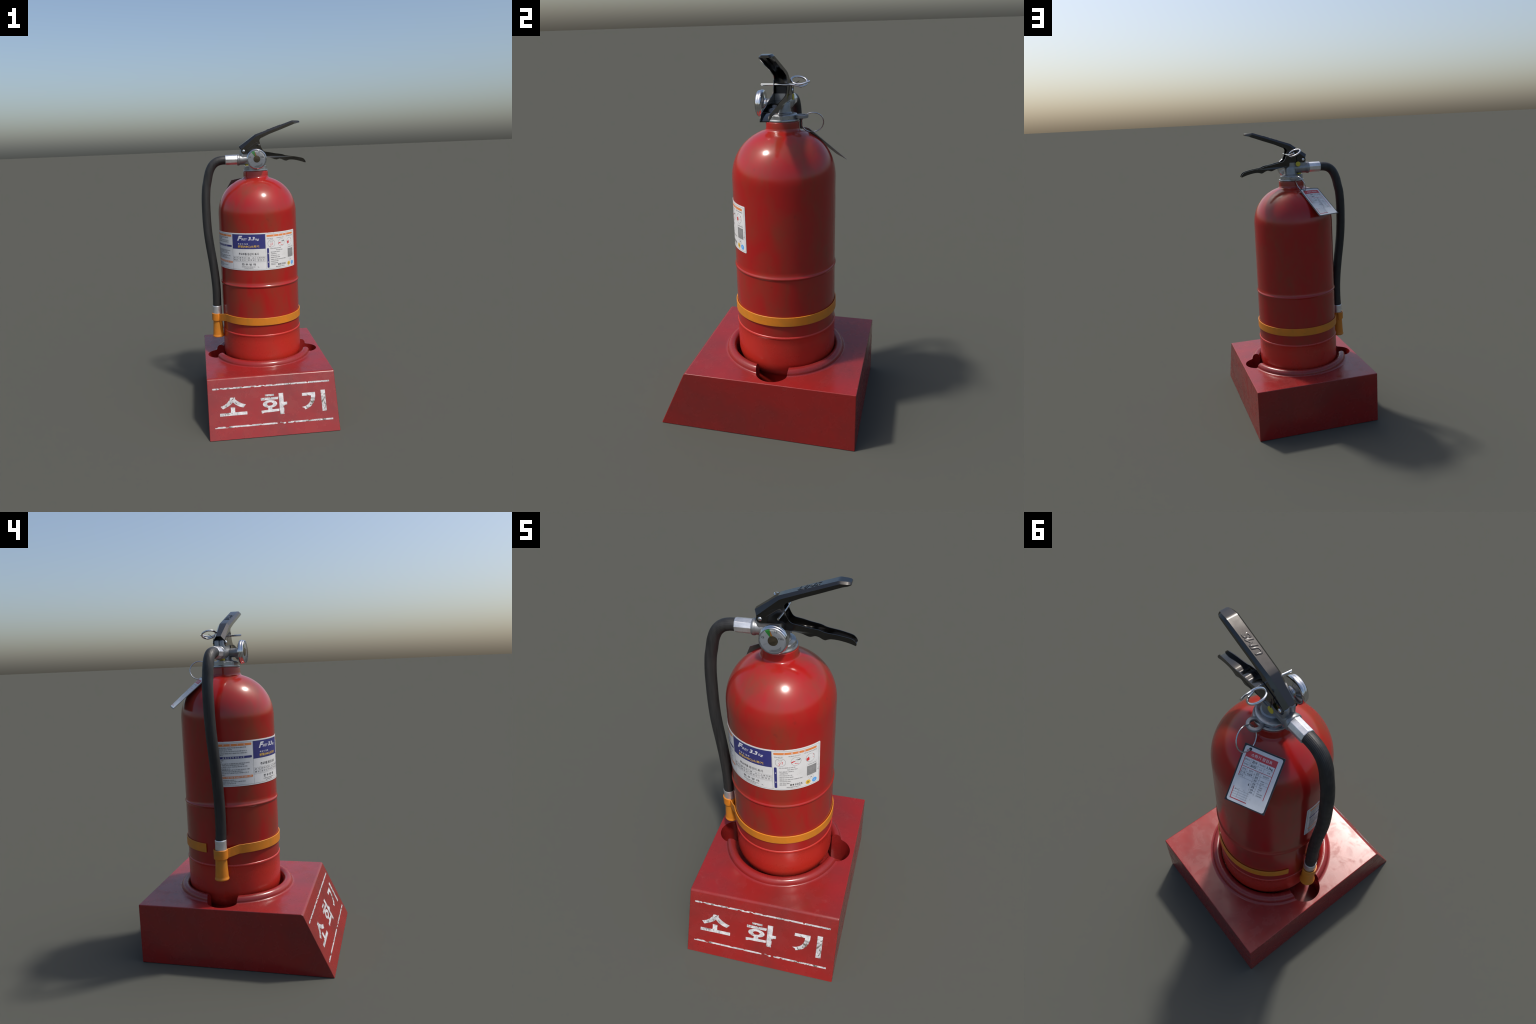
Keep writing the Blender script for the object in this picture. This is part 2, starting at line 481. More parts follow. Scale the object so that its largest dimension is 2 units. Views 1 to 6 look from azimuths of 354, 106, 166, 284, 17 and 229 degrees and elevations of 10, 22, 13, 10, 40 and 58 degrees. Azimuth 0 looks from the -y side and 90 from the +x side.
# ---- cylinder
def bump_prof(z, r0, r1, h, w, n=8):
    """a rolled bead between radius r0 (below) and r1 (above)"""
    out = []
    for i in range(n + 1):
        t = i / n
        out.append((r0 + (r1 - r0) * t + h * math.sin(pi * t) ** 1.2, z - w / 2 + w * t))
    return out
body_prof = [(.2740, .5540), (.2764, .5560), (.2762, .575), (.2755, .80), (.2753, .878)] + \
    bump_prof(.8945, .2752, .2743, .0050, .020, 10) + [(.2742, .93), (.2742, 1.02), (.2738, 1.26), (.2734, 1.32)] + \
    [(.2735 * math.cos(t) ** (2 / 2.13), 1.370 + .2605 * math.sin(t) ** (2 / 2.13)) for t in [math.radians(66.8 * k / 28) for k in range(29)]] + [(.1010, 1.6150), (.0945, 1.6175), (.0900, 1.6215), (.0877, 1.6265), (.0868, 1.634),
     (.0864, 1.6600), (.0858, 1.6632), (.0843, 1.6645), (.074, 1.6645), (.074, 1.64)]
bm = bmesh.new(); lathe(bm, body_prof, (AX, AY, 0), seg=192)
body = finish(bm, "cylinder_body", MAT_BODY, ext, 50)
bm = bmesh.new()
lathe(bm, [(0, .1690), (.205, .1690), (.2170, .1700), (.2185, .1720), (.2185, .2840)] + arc(.200, .392, .0787, .1115, -74, 0, 14) +
      [(.2785, .44), (.2783, .50), (.2781, .5385), (.2790, .5415), (.2805, .5445), (.2811, .5475), (.2807, .5510), (.2793, .5540), (.2772, .5562), (.272, .557)], (AX, AY, 0), seg=192)
finish(bm, "foot_skirt", MAT_FOOT, ext, 50)

# ---- label
LR = .2750
label_bm = bmesh.new()
def label_place(u, v, h=0.0):     # u in metres of arc (az * radius), v = world z
    a = u / LR
    r = LR + .0006 + h
    return Vector((AX + r * math.sin(a), AY - r * math.cos(a), v))
D = lambda deg: math.radians(deg) * LR
def build_label():
    u0, u1, v0, v1 = D(-93.2), D(56.4), 1.0105, 1.2640
    bm = bmesh.new()
    n, rc = 120, .006
    us = [u0 + (u1 - u0) * i / n for i in range(n + 1)]
    us = sorted(us + [u0 + rc * k / 5 for k in range(1, 5)] + [u1 - rc * k / 5 for k in range(1, 5)])
    prev = None
    for i, u in enumerate(us):
        e = min(u - u0, u1 - u)
        d = 0 if e >= rc else rc - math.sqrt(max(0, rc * rc - (rc - e) ** 2))
        nick = lambda s: .0011 * max(0, mnoise.noise(Vector((u * 120, s, 0))) - .25) * 3
        a, b = v0 + d + nick(1), v1 - d - nick(5)
        cur = [bm.verts.new(label_place(u, v, h)) for v, h in ((a, -.0012), (a, 0), (b, 0), (b, -.0012))]
        if prev:
            for k in range(3):
                bm.faces.new((prev[k], cur[k], cur[k + 1], prev[k + 1]))
        else:
            bm.faces.new(cur[::-1])
        prev = cur
    bm.faces.new(prev)
    lab = finish(bm, "instruction_label", MAT_PAPER, ext)
    P = Print(label_place, lab, .00025)
    K, G, LG, O, B, Wh, R = INK_BLACK, INK_GREY, INK_LGREY, INK_ORANGE, INK_BLUE, INK_WHITE, INK_RED
    P.frame(G, D(-91.8), 1.0170, D(54.8), 1.2565, .0009)
    for d in (-45.3, 4.3):
        P.rect(G, D(d), 1.0172, D(d) + .0009, 1.2563)
    # --- left column
    P.rect(O, D(-89.6), 1.2370, D(-46.9), 1.2503, r=.004)
    for i, ch in enumerate("주의사항"):
        d = -81.5 + i * 8.2
        P.text(Wh, ch, D(d), 1.2392, D(d + 1.6), 1.2480, bold=.01)
    P.rect(B, D(-89.4), 1.1668, D(-46.9), 1.1797, r=.004)
    P.text(Wh, "품 질 보 증 에  관 한  사 항", D(-82), 1.1690, D(-56.5), 1.1778, bold=.01)
    P.rect(O, D(-89.5), 1.0560, D(-46.6), 1.0688, r=.004)
    P.text(Wh, "소화기 사용기한 및 보증기한 관한 사항", D(-87), 1.0580, D(-48.4), 1.0668, bold=.01)
    words = "소화기 사용방법 주의사항 품질보증 관한 사항 중국산 한국산 원산지 표시 주요부품 분말 축압식 용기 호스 소화약제 방재 보증기한".split()
    def filler(n):
        s = ""
        while len(s) < n: s += rnd.choice(words) + " "
        return s[:n].strip() or "소화기"
    def line(d0, d1, z, n, h=.0068, mat=G):
        P.text(mat, filler(n), D(d0), z - h / 2, D(d1), z + h / 2, layer=1, bold=.02)
    for d1, z, n in ((-53.9, 1.2285, 34), (-71, 1.2190, 16), (-53.1, 1.2085, 34), (-53.0, 1.1975, 35), (-81.7, 1.1885, 6),
                     (-81, 1.1590, 6), (-83, 1.1490, 5), (-50.4, 1.1400, 38), (-57, 1.1310, 32), (-53.5, 1.1215, 34), (-73.6, 1.1120, 14),
                     (-50.5, 1.1045, 38), (-58.9, 1.0955, 30), (-51.9, 1.0865, 36), (-79.7, 1.0775, 8),
                     (-68.3, 1.0470, 20), (-56.2, 1.0380, 30), (-67.8, 1.0285, 20)):
        line(-88.6, d1, z, n)
    # --- middle column
    P.rect(B, D(-44.9), 1.1570, D(4.0), 1.2558)
    P.text(Wh, "F", D(-36.8), 1.2140, D(-28.4), 1.2470, bold=.045, shear=.35)
    for k in range(3):
        P.rect(B, D(-36.6) + .0012 * k, 1.2195 + k * .0075, D(-33.6) + .002 * k, 1.2203 + k * .0075, layer=3)
    P.text(Wh, "IREY", D(-30.4), 1.2165, D(-21.1), 1.2310, bold=.008, shear=.35)
    P.text(Wh, "3.3", D(-20.2), 1.2165, D(-10.4), 1.2395, bold=.035, shear=.25)
    P.text(Wh, "kg", D(-10.0), 1.2120, D(-4.4), 1.2305, bold=.01, shear=.25)
    P.text(Wh, "축 압 식  밀 폐", D(-35.6), 1.1870, D(-20.8), 1.1965, bold=.012)
    P.text(INK_YELLOW, "분말(ABC)소화기", D(-36.1), 1.1640, D(-5.0), 1.1825, bold=.02)
    P.text(K, "주요부품 원산지 표시", D(-35.0), 1.1155, D(-6.0), 1.1315, bold=.012)
    P.rect(G, D(-44.6), 1.1050, D(3.4), 1.1056); P.rect(G, D(-44.6), 1.0892, D(3.4), 1.0898); P.rect(G, D(-44.6), 1.0735, D(3.4), 1.0741)
    for d in (-44.6, -36.2, -35.2, -23.2, -22.4, -11.2, -10.2, 3.2):
        P.rect(G, D(d), 1.0735, D(d) + .0006, 1.1056)
    rows = (("용 기", -43.6, -37), ("중 국 산", -34, -24.6), ("호   스", -21.2, -12.2), ("소 화 약 제", -8.2, 2.0)), \
           (("밸 브", -43.6, -37), ("중 국 산", -34, -24.6), ("한 국 산", -21.2, -12.2), ("한 국 산", -7.6, 1.8))
    for z, row in zip((1.0930, 1.0775), rows):
        for s, a, b in row:
            P.text(K, s, D(a), z, D(b), z + .0088, bold=.008)
    P.rect(G, D(-45.0), 1.0682, D(4.0), 1.0688)
    P.text(K, "한 우 방 재", D(-30.6), 1.0445, D(-10.5), 1.0595, bold=.014)
    line(-30.8, -11.2, 1.0350, 24, .006); line(-27, -14.2, 1.0260, 18, .005)
    # --- right column
    P.rect(O, D(5.9), 1.2358, D(51.5), 1.2487, r=.004)
    for ch, d in zip("사용방법", (15.5, 23.5, 30.5, 36.5)):
        P.text(Wh, ch, D(d), 1.2380, D(d + 1.9), 1.2466, bold=.01)
    line(6.8, 15, 1.2225, 10, .006); line(20.6, 33, 1.2240, 14, .006); line(37.2, 51.8, 1.2270, 16, .006)
    for d in (12.7, 28.5, 44.2):
        P.ring(G, D(d), 1.1893, .0245, .0257)
    c = D(12.7)
    P.ring(LG, c, 1.2000, .007, .0078, n=12, sv=.8); P.rect(LG, c - .009, 1.2035, c - .0082, 1.2105, n=1); P.rect(LG, c + .008, 1.2000, c + .0088, 1.2095, n=1)
    P.rect(LG, c - .009, 1.2030, c + .008, 1.2037, n=1)
    P.ring(R, c - .0035, 1.1840, .0035, .0052, n=18); P.rect(R, c - .0045, 1.1715, c - .0025, 1.1790, n=1)
    P.poly(R, [(c - .014, 1.1665), (c - .004, 1.1700), (c - .002, 1.1725), (c - .014, 1.1690)])
    P.rect(R, c + .008, 1.1800, c + .0095, 1.1920, n=1); P.poly(R, [(c + .005, 1.1890), (c + .0125, 1.1890), (c + .0088, 1.1945)]); P.poly(R, [(c + .0055, 1.1830), (c + .0120, 1.1830), (c + .0088, 1.1780)])
    c = D(28.5)
    P.poly(R, [(c - .0235, 1.1890), (c - .012, 1.1925), (c - .004, 1.1930), (c - .004, 1.1895), (c - .012, 1.1860), (c - .022, 1.1800)])
    P.poly(K, [(c + .004, 1.1965), (c + .016, 1.2020), (c + .0215, 1.2010), (c + .0200, 1.1965), (c + .008, 1.1955)])
    P.poly(LG, [(c - .003, 1.1985), (c + .008, 1.2040), (c + .010, 1.2020), (c - .001, 1.1970)]); P.ring(LG, c + .004, 1.1905, .006, .0066, n=14)
    P.poly(R, [(c - .008, 1.1820), (c + .000, 1.1765), (c + .014, 1.1745), (c + .014, 1.1720), (c - .001, 1.1735), (c - .006, 1.1770)])
    c = D(44.2)
    P.poly(R, [(c - .023, 1.1900), (c - .015, 1.1935), (c - .010, 1.1980), (c - .008, 1.1960), (c - .012, 1.1900), (c - .006, 1.1870), (c - .012, 1.1830), (c - .005, 1.1790), (c - .010, 1.1755), (c - .019, 1.1745)])
    P.ring(LG, c + .004, 1.1950, .010, .0106, n=20, a0=-2.6, a1=.6)
    P.rect(R, c + .0150, 1.2000, c + .0180, 1.2060, n=1); P.rect(R, c + .0165, 1.1830, c + .0190, 1.1890, n=1)
    P.rect(B, D(6.0), 1.0250, D(8.9), 1.1590, r=.005)
    P.text(Wh, "제", D(6.8), 1.1180, D(8.1), 1.1270, bold=.01); P.text(Wh, "원", D(6.8), 1.0590, D(8.1), 1.0680, bold=.01)
    for d0, d1, z, n in ((11, 27.8, 1.1545, 18), (19.5, 30, 1.1420, 12), (11.4, 25.8, 1.1300, 15), (11.4, 20, 1.1180, 9), (11.5, 24.5, 1.1055, 14), (11.5, 25.5, 1.0930, 15),
                         (11.5, 36, 1.0790, 26), (11.4, 23, 1.0670, 12), (11.4, 21.5, 1.0540, 10), (11.4, 18, 1.0450, 8), (18.5, 33.5, 1.0275, 18)):
        line(d0, d1, z, n, .0062)
    P.text(K, "841025", D(22.0), 1.0360, D(35.3), 1.0492, bold=.02)
    # plain stand-in panel for the square code and its caption
    P.frame(LG, D(40.2), 1.0800, D(51.8), 1.1580, .0006)
    line(41.2, 50.8, 1.1495, 9, .0055)
    P.rect(INK_MGREY, D(40.4), 1.0810, D(51.6), 1.1400, layer=1)
    P.ring(LG, D(45.3), 1.0650, .0128, .0136); P.text(G, "A", D(44.2), 1.0590, D(46.4), 1.0690)
    P.ring(INK_YELLOW, D(41.8), 1.0377, 0, .0140, layer=2); P.text(K, "B", D(40.9), 1.0325, D(42.7), 1.0415, layer=3, bold=.02)
    P.ring(INK_CYAN, D(49.5), 1.0377, 0, .0140, layer=2); P.text(Wh, "C", D(48.6), 1.0325, D(50.4), 1.0415, layer=3, bold=.01)
    # scratches across the paper
    P.poly(LG, [(D(31.0), 1.1050), (D(35.6), 1.1190), (D(35.8), 1.1195), (D(31.8), 1.1080)], layer=2)
    P.poly(G, [(D(-7.6), 1.0370), (D(-6.2), 1.0330), (D(-5.6), 1.0300), (D(-6.6), 1.0320), (D(-7.9), 1.0345)], layer=2)
    P.done("label_print")
build_label()

# ---- collar and valve
bm = bmesh.new()
lathe(bm, [(.070, 1.655), (.0836, 1.6655), (.0852, 1.6675), (.0852, 1.6735), (.0838, 1.6755), (.076, 1.6765)], (AX, AY, 0), seg=96)
collar = finish(bm, "neck_collar", MAT_COLLAR, ext, 40)
bm = bmesh.new()
lathe(bm, [(.060, 1.670), (.0800, 1.670), (.0800, 1.6935), (.0790, 1.6945), (.040, 1.6945)], (AX, AY, 0), seg=8, phase=math.radians(-90 + 8.5))
bmesh.ops.bevel(bm, geom=[e for e in bm.edges if abs(e.verts[0].co.z - e.verts[1].co.z) > .01 and min(v.co.z for v in e.verts) > 1.665], offset=.004, segments=2, affect="EDGES")
lathe(bm, [(.05, 1.692), (.0752, 1.692), (.0752, 1.6960), (.0738, 1.6985), (.0700, 1.7000), (.0560, 1.7004), (.044, 1.7000)], (AX, AY, 0), seg=72)
finish(bm, "collar_nut", MAT_COLLAR, collar, 25)
bm = bmesh.new()
box(bm, AX - .079, AX - .050, AY - .016, AY + .016, 1.676, 1.7040)
bevel_mod(finish(bm, "collar_lug", MAT_COLLAR, collar, 30), .002, 2)
# hanging eye at the back of the collar
bm = bmesh.new()
sect = [(.0205, -.006), (.0215, -.0075), (.034, -.0075), (.036, -.006), (.036, .006), (.034, .0075), (.0215, .0075), (.0205, .006)]
lathe(bm, sect, (-.003, .191, 1.6865), seg=48, closed=True)
box(bm, -.020, .014, .150, .172, 1.6795, 1.6935)
finish(bm, "hanging_eye", MAT_CAST, collar, 40)

ZO = 1.7465          # height of the outlet's axis
bm = bmesh.new()
lathe(bm, [(.0, 1.69), (.050, 1.69), (.050, 1.704), (.0475, 1.7065), (.0440, 1.709), (.0425, 1.715), (.0420, 1.752), (.0400, 1.757), (0, 1.757)], (AX + .006, AY, 0), seg=48)
lathe(bm, [(0, -.02), (.0345, -.02), (.0350, .085), (.0352, .106), (.0375, .110), (.0392, .113), (.0392, .124), (.0375, .1265), (.030, .1275), (0, .1275)], (AX, AY, ZO), axis=(-1, 0, 0), seg=48)
lathe(bm, [(0, -.01), (.0258, -.01), (.0258, .092), (0, .092)], (AX, AY, ZO), axis=(0, -1, 0), seg=40)
valve = finish(bm, "valve_body", MAT_CAST, ext, 40)
# lever seat between the cheeks: slab with a two-lobed back
bm = bmesh.new()
box(bm, -.085, .026, AY - .031, AY + .031, 1.745, 1.800)
for s in (-1, 1):
    lathe(bm, [(0, 1.752), (.0172, 1.752), (.0172, 1.809), (.0160, 1.8135), (.0125, 1.8170), (.006, 1.8185), (0, 1.8190)], (-.086, AY + s * .0148, 0), seg=32)
finish(bm, "lever_seat", MAT_CAST, valve, 40)
bm = bmesh.new()
box(bm, -.066, .019, AY - .0285, AY + .0285, 1.795, 1.8385)
bevel_mod(finish(bm, "valve_plunger", MAT_DARKCAST, valve, 40), .004, 3)
# small sight plug under the outlet and the round boss behind
bm = bmesh.new()
lathe(bm, [(0, 1.7045), (.0140, 1.7045), (.0150, 1.7060), (.0150, 1.7140), (0, 1.7140)], (-.057, .092, 0), seg=28)
finish(bm, "sight_plug", MAT_SEAL, valve, 40)

# ---- crimped ferrules, hose, nozzle
bm = bmesh.new()
lathe(bm, [(.022, .1245), (.0335, .1245), (.0350, .1265), (.0352, .1300), (.0352, .2020), (.0348, .2055), (.0332, .2080), (.026, .2085)], (0, AY, ZO + .0012), axis=(-1, 0, 0), seg=9, phase=math.radians(8))
bmesh.ops.bevel(bm, geom=[e for e in bm.edges if abs(e.verts[0].co.x - e.verts[1].co.x) > .05], offset=.0012, segments=1, affect="EDGES")
finish(bm, "hose_ferrule", MAT_CRIMP, ext, 12)

hose_ctrl = [(-.185, .0940, 1.7480), (-.205, .0940, 1.7480), (-.239, .0940, 1.7465), (-.274, .0940, 1.7355), (-.304, .0940, 1.7080), (-.325, .0940, 1.6640), (-.338, .0945, 1.6100),
             (-.349, .0940, 1.5600), (-.356, .0910, 1.4800), (-.3575, .0890, 1.4000), (-.357, .0855, 1.3200), (-.353, .0810, 1.2400), (-.345, .0775, 1.1600),
             (-.335, .0750, 1.0800), (-.326, .0730, 1.0000), (-.319, .0720, .9200), (-.315, .0722, .8400), (-.3155, .0735, .7600), (-.3170, .0760, .7150), (-.3175, .0765, .690)]
bm = bmesh.new()
rings = tube(bm, spline(hose_ctrl, 150), .0300, 112)
for ring in rings:                       # faint lengthwise ribs
    c = sum((v.co for v in ring), Vector()) / len(ring)
    for k, v in enumerate(ring):
        v.co = c + (v.co - c) * (1 + .009 * math.cos(tau * k * 28 / 112))
finish(bm, "hose", MAT_RUBBER, ext, 60)

NX, NY = -.3172, .0800
bm = bmesh.new()
M0 = (-.3174, .0772, 0)
lathe(bm, [(.026, .7205), (.0310, .7205), (.0325, .7185), (.0328, .7150), (.0322, .690), (.0326, .668), (.0330, .661), (.0315, .6580), (.024, .6575)], M0, seg=32)
finish(bm, "hose_ferrule", MAT_CRIMP, ext, 40)
bm = bmesh.new()
lathe(bm, [(.024, .664), (.0315, .663), (.0322, .660), (.0325, .640), (.0330, .600), (.0350, .560), (.0378, .510), (.0385, .500), (.0410, .4965), (.0413, .4915), (.0395, .4885), (.0345, .4885), (.0300, .50), (.020, .56), (0, .56)], (NX, NY, 0), seg=48)
finish(bm, "discharge_nozzle", MAT_YELLOW, ext, 40)

# ---- strap: hook round the nozzle, then round the cylinder
def build_strap():
    path = []
    R0 = .0355
    for i in range(22):
        a = math.radians(78 + (292 - 78) * i / 21)
        path.append((NX + R0 * math.cos(a), NY + R0 * math.sin(a), .6375))
    def on_cyl(deg, r=.2785, z=.6505):
        a = math.radians(deg)
        return (AX + r * math.sin(a), AY - r * math.cos(a), z)
    path += [(-.2960, .0375, .6385), (-.2865, .0260, .6410), (-.2790, .0120, .6450)]
    path += [on_cyl(d, .2785, .6505 if d > -64 else .6490) for d in range(-68, -60, 4)]
    path += [on_cyl(-60 + k * 3) for k in range(int((360 - 106.8 + 60) / 3) + 1)]
    path = [Vector(p) for p in path]
    n = len(path); bm = bmesh.new(); prev = None
    for i, p in enumerate(path):
        t = path[min(i + 1, n - 1)] - path[max(i - 1, 0)]
        t.z = 0; t.normalize()
        o = Vector((t.y, -t.x, 0))        # outward side
        th, hh = .0050, .0258
        sec = [(-.0005, -hh), (th - .001, -hh), (th, -hh + .001), (th, hh - .001), (th - .001, hh), (-.0005, hh)]
        cur = [bm.verts.new(p + o * a + Vector((0, 0, b))) for a, b in sec]
        if prev:
            for k in range(6):
                bm.faces.new((prev[k], cur[k], cur[(k + 1) % 6], prev[(k + 1) % 6]))
        else:
            bm.faces.new(cur[::-1])
        prev = cur
    bm.faces.new(prev)
    finish(bm, "nozzle_strap", MAT_YELLOW, ext, 40)
build_strap()

# ---- pressure gauge
GZ, GX = 1.7482, .0008
gc = (GX, 0, GZ)
ax_f = (0, -1, 0)                    # heights below are measured toward the front
bm = bmesh.new()
lathe(bm, [(0, -.012), (.0258, -.012), (.0262, -.0045), (.028, -.0030), (.0560, -.0010), (.0640, .0005), (.0676, .0035), (.0688, .0080), (.0688, .0140), (.0680, .0170), (.0668, .0184), (.0662, .0190),
           (.0664, .0200), (.0662, .0235), (.0655, .0275), (.0642, .0305), (.0625, .0315), (.0612, .0300), (.0607, .0245), (0, .0240)], gc, ax_f, 72)
gauge = finish(bm, "pressure_gauge", MAT_CHROME, ext, 45)
dial_place = lambda u, v, h: Vector((GX + u, -.0250 - h, GZ + v))
P = Print(dial_place, gauge, .0004)
P.ring(MAT_DIAL, 0, 0, 0, .0606, layer=0, n=64)
rad = math.radians
P.ring(INK_GREEN, 0, 0, .018, .0575, n=8, a0=rad(103.5), a1=rad(128))
P.poly(INK_NEEDLE, [(.018 * math.cos(rad(84)), .018 * math.sin(rad(84))), (.050 * math.cos(rad(103)), .050 * math.sin(rad(103))), (.050 * math.cos(rad(105)), .050 * math.sin(rad(105))), (.018 * math.cos(rad(118)), .018 * math.sin(rad(118)))], layer=2)
for a, s in ((163, "0"), (70, "15")):
    c, sn = .047 * math.cos(rad(a)), .047 * math.sin(rad(a))
    P.text(INK_BLACK, s, c - .006, sn - .005, c + .006, sn + .005)
P.text(INK_BLACK, "MPa", .026, .009, .050, .017)
for a in (12, 18, 205, 210):
    P.poly(INK_GREY, [(.024 * math.cos(rad(a)), .024 * math.sin(rad(a))), (.050 * math.cos(rad(a)), .050 * math.sin(rad(a))), (.050 * math.cos(rad(a + .7)), .050 * math.sin(rad(a + .7)))])
for r, a0, a1 in ((.0450, 262, 325), (.0490, 255, 318), (.0530, 250, 312)):
    P.ring(INK_GREY, 0, 0, r - .0010, r + .0004, n=30, a0=rad(a0), a1=rad(a1))
P.done("gauge_dial")
bm = bmesh.new()
lathe(bm, [(0, .0240), (.0230, .0240), (.0230, .0275), (.0218, .0290), (.006, .0300), (.0035, .0306), (0, .0308)], gc, ax_f, 40)
finish(bm, "gauge_hub", MAT_BRASS, gauge, 40)
bm = bmesh.new()
lathe(bm, [(.0615, .0305), (.0612, .0325), (.0600, .0336), (.050, .0344), (.030, .0352), (0, .0355), (0, .0338), (.030, .0334), (.050, .0326), (.0600, .0312)], gc, ax_f, 56, closed=False)
finish(bm, "gauge_lens", MAT_LENS, gauge, 50)

# ---- squeeze lever (lower) : folded sheet channel
def outline_solid(bm, poly, y_at, t, side):
    """side cheek: outline in x,z ; y_at(x) is its outer half width, t its thickness"""
    outer = [bm.verts.new((x, AY + side * y_at(x), z)) for x, z in poly]
    inner = [bm.verts.new((x, AY + side * (y_at(x) - t), z)) for x, z in poly]
    n = len(poly)
    for tri in tessellate_polygon([[Vector((x, z, 0)) for x, z in poly]]):
        for ring in (outer, inner):
            bm.faces.new([ring[k] for k in tri])
    for i in range(n):
        j = (i + 1) % n
        bm.faces.new((outer[i], inner[i], inner[j], outer[j]) if side < 0 else (outer[j], inner[j], inner[i], outer[i]))

def half_low(x):
    if x < .10: return .0355
    t = min(1, (x - .10) / .258)
    return .0355 - .0145 * t
low_bottom = [(v.x, v.z) for v in spline([(.020, 0, 1.7640), (.056, 0, 1.7605), (.085, 0, 1.7570), (.113, 0, 1.7515), (.135, 0, 1.7425), (.150, 0, 1.7390), (.162, 0, 1.7420), (.174, 0, 1.7445), (.190, 0, 1.7400),
              (.206, 0, 1.7315), (.218, 0, 1.7278), (.230, 0, 1.7315), (.244, 0, 1.7345), (.270, 0, 1.7330), (.300, 0, 1.7275), (.330, 0, 1.7195), (.357, 0, 1.7095)], 64)]
low_bottom = [(x if x < .10 else .10 + (x - .10) * .980, z) for x, z in low_bottom]
low_top = [(v.x, v.z) for v in spline([(.3595, 0, 1.7160), (.3540, 0, 1.7270), (.339, 0, 1.7410), (.305, 0, 1.7500), (.271, 0, 1.7565), (.234, 0, 1.7615), (.212, 0, 1.7655), (.187, 0, 1.7745), (.140, 0, 1.7820), (.105, 0, 1.7895),
           (.083, 0, 1.7935), (.066, 0, 1.7975), (.054, 0, 1.8070), (.045, 0, 1.8220), (.038, 0, 1.8400), (.0345, 0, 1.8560), (.033, 0, 1.8660)], 60)]
low_top = [(x if x < .10 else .10 + (x - .10) * .980, z) for x, z in low_top]
rear = [(.0250, 1.8680), (-.030, 1.8475), (-.062, 1.8330), (-.082, 1.8245)] + arc(-.0790, 1.8045, .0185, .0195, 105, 262, 12) + [(-.045, 1.7870), (.014, 1.7890), (.0185, 1.7860)]
bm = bmesh.new()
for s in (-1, 1):
    outline_solid(bm, low_bottom + low_top + rear, half_low, .0036, s)
# floor of the channel follows the finger waves
for k in range(len(low_bottom) - 1):
    (x0, z0), (x1, z1) = low_bottom[k], low_bottom[k + 1]
    w0, w1 = half_low(x0) - .0010, half_low(x1) - .0010
    v = [bm.verts.new(p) for p in ((x0, AY - w0, z0 + .0006), (x0, AY + w0, z0 + .0006), (x1, AY + w1, z1 + .0006), (x1, AY - w1, z1 + .0006),
                                   (x0, AY - w0, z0 + .0050), (x0, AY + w0, z0 + .0050), (x1, AY + w1, z1 + .0050), (x1, AY - w1, z1 + .0050))]
    bm.faces.new((v[0], v[1], v[2], v[3])); bm.faces.new((v[7], v[6], v[5], v[4]))
    if k in (0, len(low_bottom) - 2):
        q = (0, 4, 5, 1) if k == 0 else (3, 2, 6, 7)
        bm.faces.new([v[i] for i in q])
bmesh.ops.remove_doubles(bm, verts=bm.verts[:], dist=1e-6)
lower = finish(bm, "carry_handle", MAT_BLACK, ext, 35)
bevel_mod(lower, .0009, 2, 50)

